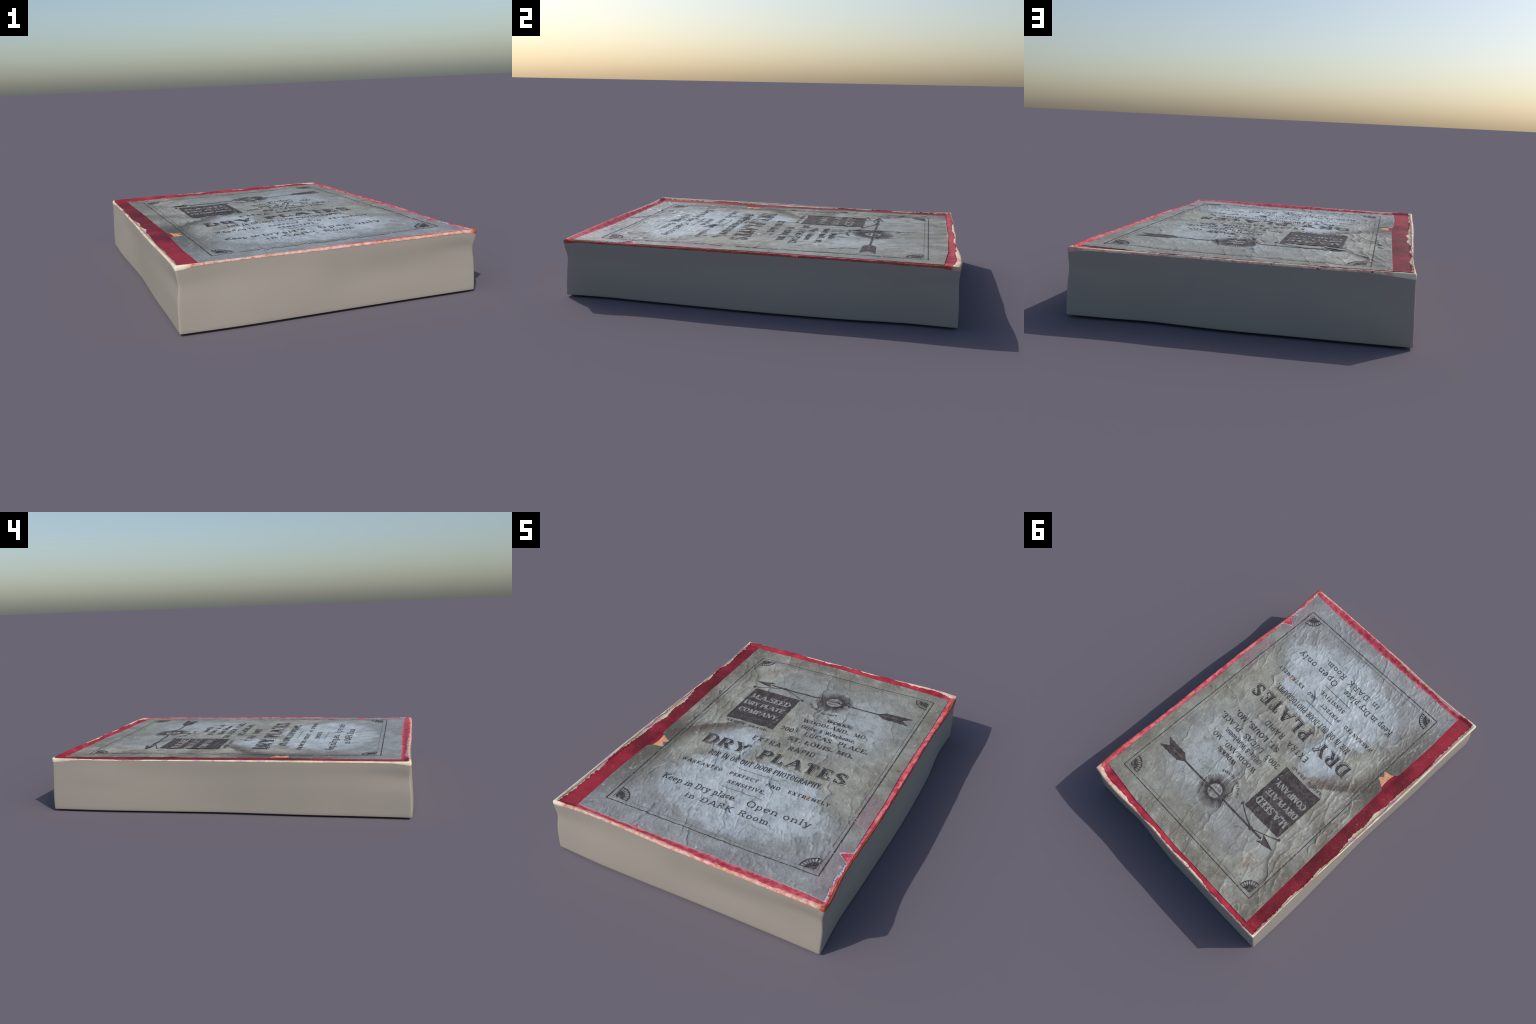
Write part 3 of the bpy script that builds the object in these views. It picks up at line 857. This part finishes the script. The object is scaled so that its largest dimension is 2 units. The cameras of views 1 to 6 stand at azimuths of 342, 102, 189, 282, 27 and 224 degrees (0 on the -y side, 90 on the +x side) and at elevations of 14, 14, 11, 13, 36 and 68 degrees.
def glyph_polys(ch, sx, h, st, grow=0.0):
    """polygons of one letter; sx = x scale, h = cap height, st = style (thick, thin, serif length, serif thickness) in cap heights"""
    T = st[0] * h + grow; t = st[1] * h + grow; S = st[2] * h; s_t = st[3] * h + grow
    X = lambda x: x * sx
    out = []

    def rect(x0, y0, x1, y1):
        out.append([(x0, y0), (x1, y0), (x1, y1), (x0, y1)])

    def serif(x, y, w, at):
        yy = y * h
        a, b = x - w / 2 - S, x + w / 2 + S
        if st[2] <= 0:
            return
        if at == 'low':
            rect(a, yy - grow / 2, b, yy + s_t - grow / 2)
        else:
            rect(a, yy - s_t + grow / 2, b, yy + grow / 2)
    for k in GLYPHS[ch][1]:
        if k[0] == 'l':
            _, x0, y0, x1, y1, wt, se = k
            w = T if wt == 'T' else t
            slope = abs((x1 - x0) * sx) / max(abs(y1 - y0) * h, 1e-6)
            wh = w * math.sqrt(1 + slope ** 2)
            a, b = X(x0), X(x1); g0 = grow / 2 * (1 if y1 > y0 else -1)
            out.append([(a - wh / 2, y0 * h - g0), (a + wh / 2, y0 * h - g0), (b + wh / 2, y1 * h + g0), (b - wh / 2, y1 * h + g0)])
            if 'b' in se:
                serif(a, y0, wh, 'low' if y0 < y1 else 'top')
            if 'e' in se:
                serif(b, y1, wh, 'low' if y1 < y0 else 'top')
        elif k[0] == 'h':
            _, x0, x1, y, ticks = k
            yy = min(max(y * h, t / 2 - grow / 2), h - t / 2 + grow / 2) if 0 <= y <= 1 else y * h
            rect(X(x0), yy - t / 2, X(x1) + grow / 2, yy + t / 2)
            if st[2] > 0:
                q = t * 1.1
                for tk in ticks:
                    xe = X(x1) - q / 2 if tk != 'D' else X(x0) + q / 2
                    if tk in 'dD':
                        rect(xe - q / 2, yy - .24 * h, xe + q / 2, yy + t / 2)
                    elif tk == 'u':
                        rect(xe - q / 2, yy - t / 2, xe + q / 2, yy + .26 * h)
                    elif tk == 'm':
                        rect(xe - q / 2, yy - .13 * h, xe + q / 2, yy + .13 * h)
        elif k[0] == 'a':
            _, cx, cy, rx, ry, a0, a1 = k
            n = max(8, int(abs(a1 - a0) / 15))
            th = np.radians(np.linspace(a0, a1, n + 1)); full = abs(a1 - a0) >= 359
            ro = (rx * sx + T / 2, ry * h + t / 2); ri = (max(rx * sx - T / 2, .0004), max(ry * h - t / 2, .0004))
            po = [(X(cx) + ro[0] * math.cos(q), cy * h + ro[1] * math.sin(q)) for q in th]
            pi = [(X(cx) + ri[0] * math.cos(q), cy * h + ri[1] * math.sin(q)) for q in th]
            if full:
                m = n // 2
                out.append(po[:m + 1] + pi[:m + 1][::-1]); out.append(po[m:] + pi[m:][::-1])
            else:
                out.append(po + pi[::-1])
        elif k[0] == 'o':
            r = max(T * .62, .07 * h)
            out.append([(X(k[1]) + r * math.cos(q), k[2] * h + r * math.sin(q)) for q in np.linspace(0, TAU, 11)[:-1]])
    return out


STYLE = dict(roman=(.20, .075, .06, .055), bold=(.27, .11, .05, .09), wide=(.19, .09, .07, .07), sans=(.15, .13, 0, .1),
             latin=(.20, .11, .04, .07), condensed=(.125, .075, .035, .06), text=(.15, .085, .04, .07), heavy=(.24, .085, .075, .06), typewriter=(.125, .11, .10, .10), small=(.22, .11, .05, .08), flag=(.26, .11, .05, .08))


def lettering(text, x0, x1, y, h, style, mat=M_INK, lift=INK, space=.5, track=.06, shadow=False, step=.0036, name='printed_letter'):
    """one printed line fitted between x0 and x1 on baseline y; every letter its own object"""
    st = STYLE[style]
    wid = [(GLYPHS[c][0] if c != ' ' else space) for c in text]
    gaps = track * (len(text) - 1)
    sx = (x1 - x0) / (sum(wid) + gaps)
    x = x0
    for c, w in zip(text, wid):
        if c != ' ':
            P = [[(px + x, py + y) for px, py in poly] for poly in glyph_polys(c, sx, h, st)]
            V, F = fill(P, step=step, lift=lift)
            if F:
                make_object(name, V, F, mat, label)
            if shadow:
                d0, d1 = .0075, .0045
                G = [[(px + x + d0, py + y - d0) for px, py in poly] for poly in glyph_polys(c, sx, h, st, .001)]
                N = [[(px + x + d1, py + y - d1) for px, py in poly] for poly in glyph_polys(c, sx, h, st, .0018)]
                N += [[(px + x, py + y) for px, py in poly] for poly in glyph_polys(c, sx, h, st, .0035)]
                V, F = fill(G, N, step=step, lift=lift)
                if F:
                    make_object('letter_shadow', V, F, M_INK, label)
        x += (w + track) * sx


lettering('WORKS:', .143, .297, .314, .030, 'bold', track=.10)
lettering('WOODLAND, MO.', .020, .412, .258, .033, 'wide', space=.7, track=.14)
lettering('Office & Warehouse,', .038, .364, .194, .036, 'text', space=.45, track=.10)
lettering('2005 LUCAS PLACE,', -.062, .464, .129, .038, 'wide', space=.9, track=.12)
lettering('ST. LOUIS, MO.', .024, .407, .054, .037, 'bold', space=.35, track=.12)
lettering('EXTRA RAPID', -.150, .224, -.037, .042, 'sans', space=.95, track=.20)
lettering('DRY', -.382, -.120, -.180, .088, 'heavy', track=.16, shadow=True)
lettering('PLATES', -.040, .455, -.180, .088, 'heavy', track=.18, shadow=True)
lettering('FOR IN OR OUT-DOOR PHOTOGRAPHY.', -.288, .372, -.272, .043, 'condensed', space=.40, track=.14)
lettering('WARRANTED PERFECT AND EXTREMELY', -.385, .462, -.375, .026, 'latin', space=1.5, track=.26)
lettering('SENSITIVE.', -.072, .145, -.441, .027, 'latin', track=.22)
lettering('Keep in Dry place.', -.385, .045, -.557, .043, 'typewriter', space=.34, track=.08)
lettering('Open only', .100, .446, -.557, .043, 'typewriter', space=.34, track=.08)
lettering('in DARK Room.', -.203, .281, -.634, .040, 'typewriter', space=.5, track=.14)
lettering('ARROW BRAND.', -.375, -.107, .068, .020, 'latin', space=.7, track=.22)

# hairline rules
for a, b in (((-.086, -.308), (.160, -.311)), ((-.082, -.477), (.157, -.480))):
    V, F = strip('rule', [a, b], .0026, M_INK, jitter=.5)
    make_object('printed_rule', V, F, M_INK, label)

# double border with breaks
OUTER = [(-.527, -.826), (.612, -.823), (.617, .833), (-.540, .837)]
INNER = [(-.504, -.803), (.592, -.800), (.596, .812), (-.519, .815)]
BREAKS = {0: (.095, .875), 1: (.10, .25, .262, .57, .87), 2: (.10, .90), 3: (.235, .73, .872)}


def broken(a, b, breaks, gap, width, mat, seed):
    a, b = np.array(a), np.array(b); parts = []
    cuts = [0.0] + list(breaks) + [1.0]
    L = np.linalg.norm(b - a)
    for i in range(len(cuts) - 1):
        g0 = 0 if i == 0 else gap / 2 / L; g1 = 0 if i == len(cuts) - 2 else gap / 2 / L
        parts.append(strip('', [a + (b - a) * (cuts[i] + g0), a + (b - a) * (cuts[i + 1] - g1)], width, mat, jitter=.22))
    return merge(parts)


for k in range(4):
    V, F = broken(OUTER[k], OUTER[(k + 1) % 4], BREAKS[k], .008, .0055 if k in (1, 3) else .0048, M_INK, k)
    make_object('border_line', V, F, M_INK, label)
    V, F = broken(INNER[k], INNER[(k + 1) % 4], BREAKS[k], .03, .0019, M_FAINT, k)
    make_object('border_hairline', V, F, M_FAINT, label)


# corner fans
def fan(ax, ay, dx, dy):
    """fan opening from its apex towards the middle of the label"""
    mid = math.atan2(dy, dx); half = math.radians(46)
    parts = []
    pol = lambda r, q: (ax + r * math.cos(q), ay + r * math.sin(q))
    arc = lambda r, n=18, e=half: [pol(r, q) for q in np.linspace(mid - e, mid + e, n)]
    parts.append(fill([arc(.0775) + arc(.0715)[::-1]]))                     # rim
    for i in range(8):                                                      # ribs, flared so that the cells look rounded
        q = mid - half + (2 * half) * i / 7
        parts.append(strip('', [pol(.046, q), pol(.0745, q)], lambda t: .0028 + .0065 * abs(2 * t - 1) ** 2.2, M_INK, step=.002, lift=INK + .0003))
    leaf = [pol(.0475 + .0035 * abs(math.sin(q * 7)), mid - half + 2 * half * q / math.pi) for q in np.linspace(0, math.pi, 40)]
    parts.append(fill([leaf + arc(.027, 14, half * .92)[::-1]], lift=INK + .0001))   # dark leaf
    for i in range(7):                                                      # sticks
        q = mid - half * .85 + (1.7 * half) * i / 6
        parts.append(strip('', [pol(.009, q), pol(.031, q)], .0024, M_INK, lift=INK + .0004))
    V, F = merge(parts)
    make_object('fan_ornament', V, F, M_INK, label)


fan(-.499, -.799, 1, 1); fan(.585, -.797, -1, 1); fan(.594, .806, -1, -1); fan(-.518, .815, 1, -1)

# arrow with its shaft, head and fletching
AY = .541
parts = [strip('', [(-.325, AY), (.02, AY + .001)], .0125, M_BANNER), strip('', [(.02, AY + .001), (.385, AY + .002)], .0105, M_BANNER)]
V, F = merge(parts); make_object('arrow_shaft', V, F, M_BANNER, label)
V, F = fill([[(-.424, AY + .002), (-.313, AY + .030), (-.336, AY + .002), (-.313, AY - .029)]], lift=INK + .0003)
make_object('arrow_head', V, F, M_BANNER, label)
fl = [(.372, AY - .006)] + [(.415, AY - .032)]
rs = np.random.RandomState(9)
low = [(.415 + .15 * i / 9, AY - .034 - .004 * i / 9 + (.003 if i % 2 else -.001)) for i in range(10)]
up = [(.415 + .155 * i / 9, AY + .036 + .006 * i / 9 + (-.003 if i % 2 else .001)) for i in range(10)]
V, F = fill([[(.374, AY - .004)] + low + [(.519, AY + .002)], [(.374, AY - .004), (.519, AY + .002)] + up[::-1] + [(.374, AY + .008)]], lift=INK + .0002)
make_object('arrow_fletching', V, F, M_BANNER, label)
V, F = strip('', [(.40, AY + .002), (.50, AY + .002)], .0016, M_FAINT, lift=INK + .0006)
make_object('arrow_quill', V, F, M_REVERSED, label)

# sunburst behind the arrow
SX, SY = .096, .537
parts = []
n = 78
for i in range(n):
    q = TAU * i / n + .02 * math.sin(i * 7.1)
    r0, r1 = .050, .108 + .010 * ((i * 37) % 5) / 5
    parts.append(strip('', [(SX + r0 * math.cos(q), SY + r0 * math.sin(q)), (SX + r1 * math.cos(q), SY + r1 * math.sin(q))],
                       lambda t: .0046 * (1 - .55 * t), M_BANNER))
V, F = merge(parts); make_object('sunburst_rays', V, F, M_BANNER, label)
ring = [(SX + .047 * math.cos(q), SY + .047 * math.sin(q)) for q in np.linspace(0, TAU, 40)[:-1]]
disc = [(SX + .063 * math.cos(q), SY + .063 * math.sin(q)) for q in np.linspace(0, TAU, 48)[:-1]]
V, F = fill([disc], [ring], lift=INK + .0003); make_object('sunburst_ring', V, F, M_BANNER, label)
lettering('TRADE', SX - .030, SX + .032, SY + .013, .014, 'latin', M_FAINT, track=.12, step=.006)
lettering('MARK', SX - .030, SX + .030, SY - .026, .014, 'latin', M_FAINT, track=.12, step=.006)


def arc_lettering(text, cx, cy, r, a0, a1, h, style):
    """letters set round the lower edge of a circle, reading left to right"""
    st = STYLE[style]
    for i, c in enumerate(text):
        if c == ' ':
            continue
        q = math.radians(a0 + (a1 - a0) * i / (len(text) - 1))
        ox, oy = cx + r * math.cos(q), cy + r * math.sin(q)
        rot = q + math.pi / 2
        w = GLYPHS[c][0] * .0135
        P = []
        for poly in glyph_polys(c, .0135, h, st):
            P.append([(ox + (px - w / 2) * math.cos(rot) - py * math.sin(rot), oy + (px - w / 2) * math.sin(rot) + py * math.cos(rot)) for px, py in poly])
        V, F = fill(P, step=.006)
        if F:
            make_object('printed_letter', V, F, M_INK, label)


arc_lettering('COPYRIGHT SECURED', SX, SY - .004, .146, 208, 298, .014, 'bold')

# hanging banner with reversed lettering
BL, BR_, BT, BB = -.389, -.097, .462, .104
flag = [(BL, BT), (BL - .001, .30), (BL, BB - .002), (BL + .10, BB + .006), (BR_ - .06, BB + .002), (BR_ + .006, BB), (BR_ + .001, .28), (BR_, BT + .003)]
V, F = fill([flag[::-1]], step=.005)
make_object('banner', V, F, M_BANNER, label)
for yy, ww in ((.336, .006), (.262, .006), (.180, .004), (.137, .005)):
    V, F = strip('', [(BL + .006, yy), (BR_ - .004, yy)], ww, M_INK, lift=INK + .0004, jitter=.8)
    make_object('banner_stripe', V, F, M_INK, label)
for xx in (BL + .002, BR_):
    V, F = strip('', [(xx, BT), (xx + .002, BB)], .004, M_INK, lift=INK + .0004, jitter=.4)
    make_object('banner_edge', V, F, M_INK, label)
for txt, xa, xb, yy, hh in (('M.A.SEED', -.372, -.116, .353, .049), ('DRY PLATE', -.374, -.118, .277, .041), ('COMPANY.', -.370, -.108, .197, .041)):
    lettering(txt, xa + .005, xb + .005, yy - .004, hh, 'flag', M_INK, lift=INK + .0007, space=.25, track=.04, name='letter_shadow')
    lettering(txt, xa, xb, yy, hh, 'flag', M_REVERSED, lift=INK + .0012, space=.25, track=.04, name='banner_letter')
# hanging cords, knot and rod ends
for end in ((-.405, .469), (-.081, .467)):
    V, F = strip('', [(-.233, AY), ((end[0] - .233) / 2, AY - .022 - .010), end], .0055, M_BANNER, lift=INK + .0002, jitter=.4)
    make_object('banner_cord', V, F, M_BANNER, label)
    V, F = fill([[(end[0] + .010 * math.cos(q), end[1] + .010 * math.sin(q)) for q in np.linspace(0, TAU, 15)[:-1]]], lift=INK + .0005)
    make_object('rod_end', V, F, M_BANNER, label)
V, F = fill([[(-.233 + .013 * math.cos(q), AY + .013 * math.sin(q)) for q in np.linspace(0, TAU, 17)[:-1]]], lift=INK + .0006)
make_object('cord_knot', V, F, M_BANNER, label)

# small scabs: a fleck of bare board by the small print, an ink fleck by the border
V, F = fill([[(.334, -.372), (.345, -.368), (.347, -.348), (.340, -.332), (.335, -.350)]], lift=INK + .0004)
make_object('bare_fleck', V, F, M_TAN, label)
V, F = strip('', [(.652, .070), (.664, .074), (.668, .070)], .005, M_INK)
make_object('ink_fleck', V, F, M_INK, label)


# thin broken pale strips along the crests of the sharpest creases
def unwarp(p):
    """lattice warp of the relief, undone so that the strip sits on the crest"""
    x, y = p
    for _ in range(3):
        dx = .018 * perlin(x * 9, y * 9) + .006 * perlin(x * 31, y * 31)
        dy = .018 * perlin(x * 9 + 40, y * 9 + 40) + .006 * perlin(x * 31 + 9, y * 31)
        x, y = p[0] - dx, p[1] - dy
    return float(x), float(y)


wear = np.random.RandomState(21)
for k, (path, h, wl, wr) in enumerate(CREASES):
    if h < .0034 or wl > .05 and k:
        continue
    P = [np.array(path[0])]
    for a, b in zip(path[:-1], path[1:]):
        a, b = np.array(a), np.array(b); n = max(2, int(np.linalg.norm(b - a) / .005))
        P += [a + (b - a) * i / n for i in range(1, n + 1)]
    i = 0; parts = []
    while i < len(P) - 4:
        n = wear.randint(4, 13)
        seg = [unwarp(q) for q in P[i:i + n]]
        seg = [q for q in seg if edge_distance(q[0], q[1]) > .06]
        if len(seg) > 3 and wear.rand() < .72:
            w0 = wear.uniform(.0016, .0038)
            parts.append(strip('', seg, lambda t, w0=w0: w0 * (.25 + .75 * math.sin(math.pi * t)), M_FRINGE, step=.003, lift=INK * .8))
        i += n + wear.randint(0, 4)
    if parts:
        V, F = merge(parts)
        make_object('crease_pale_strip', V, F, M_CREST, label)
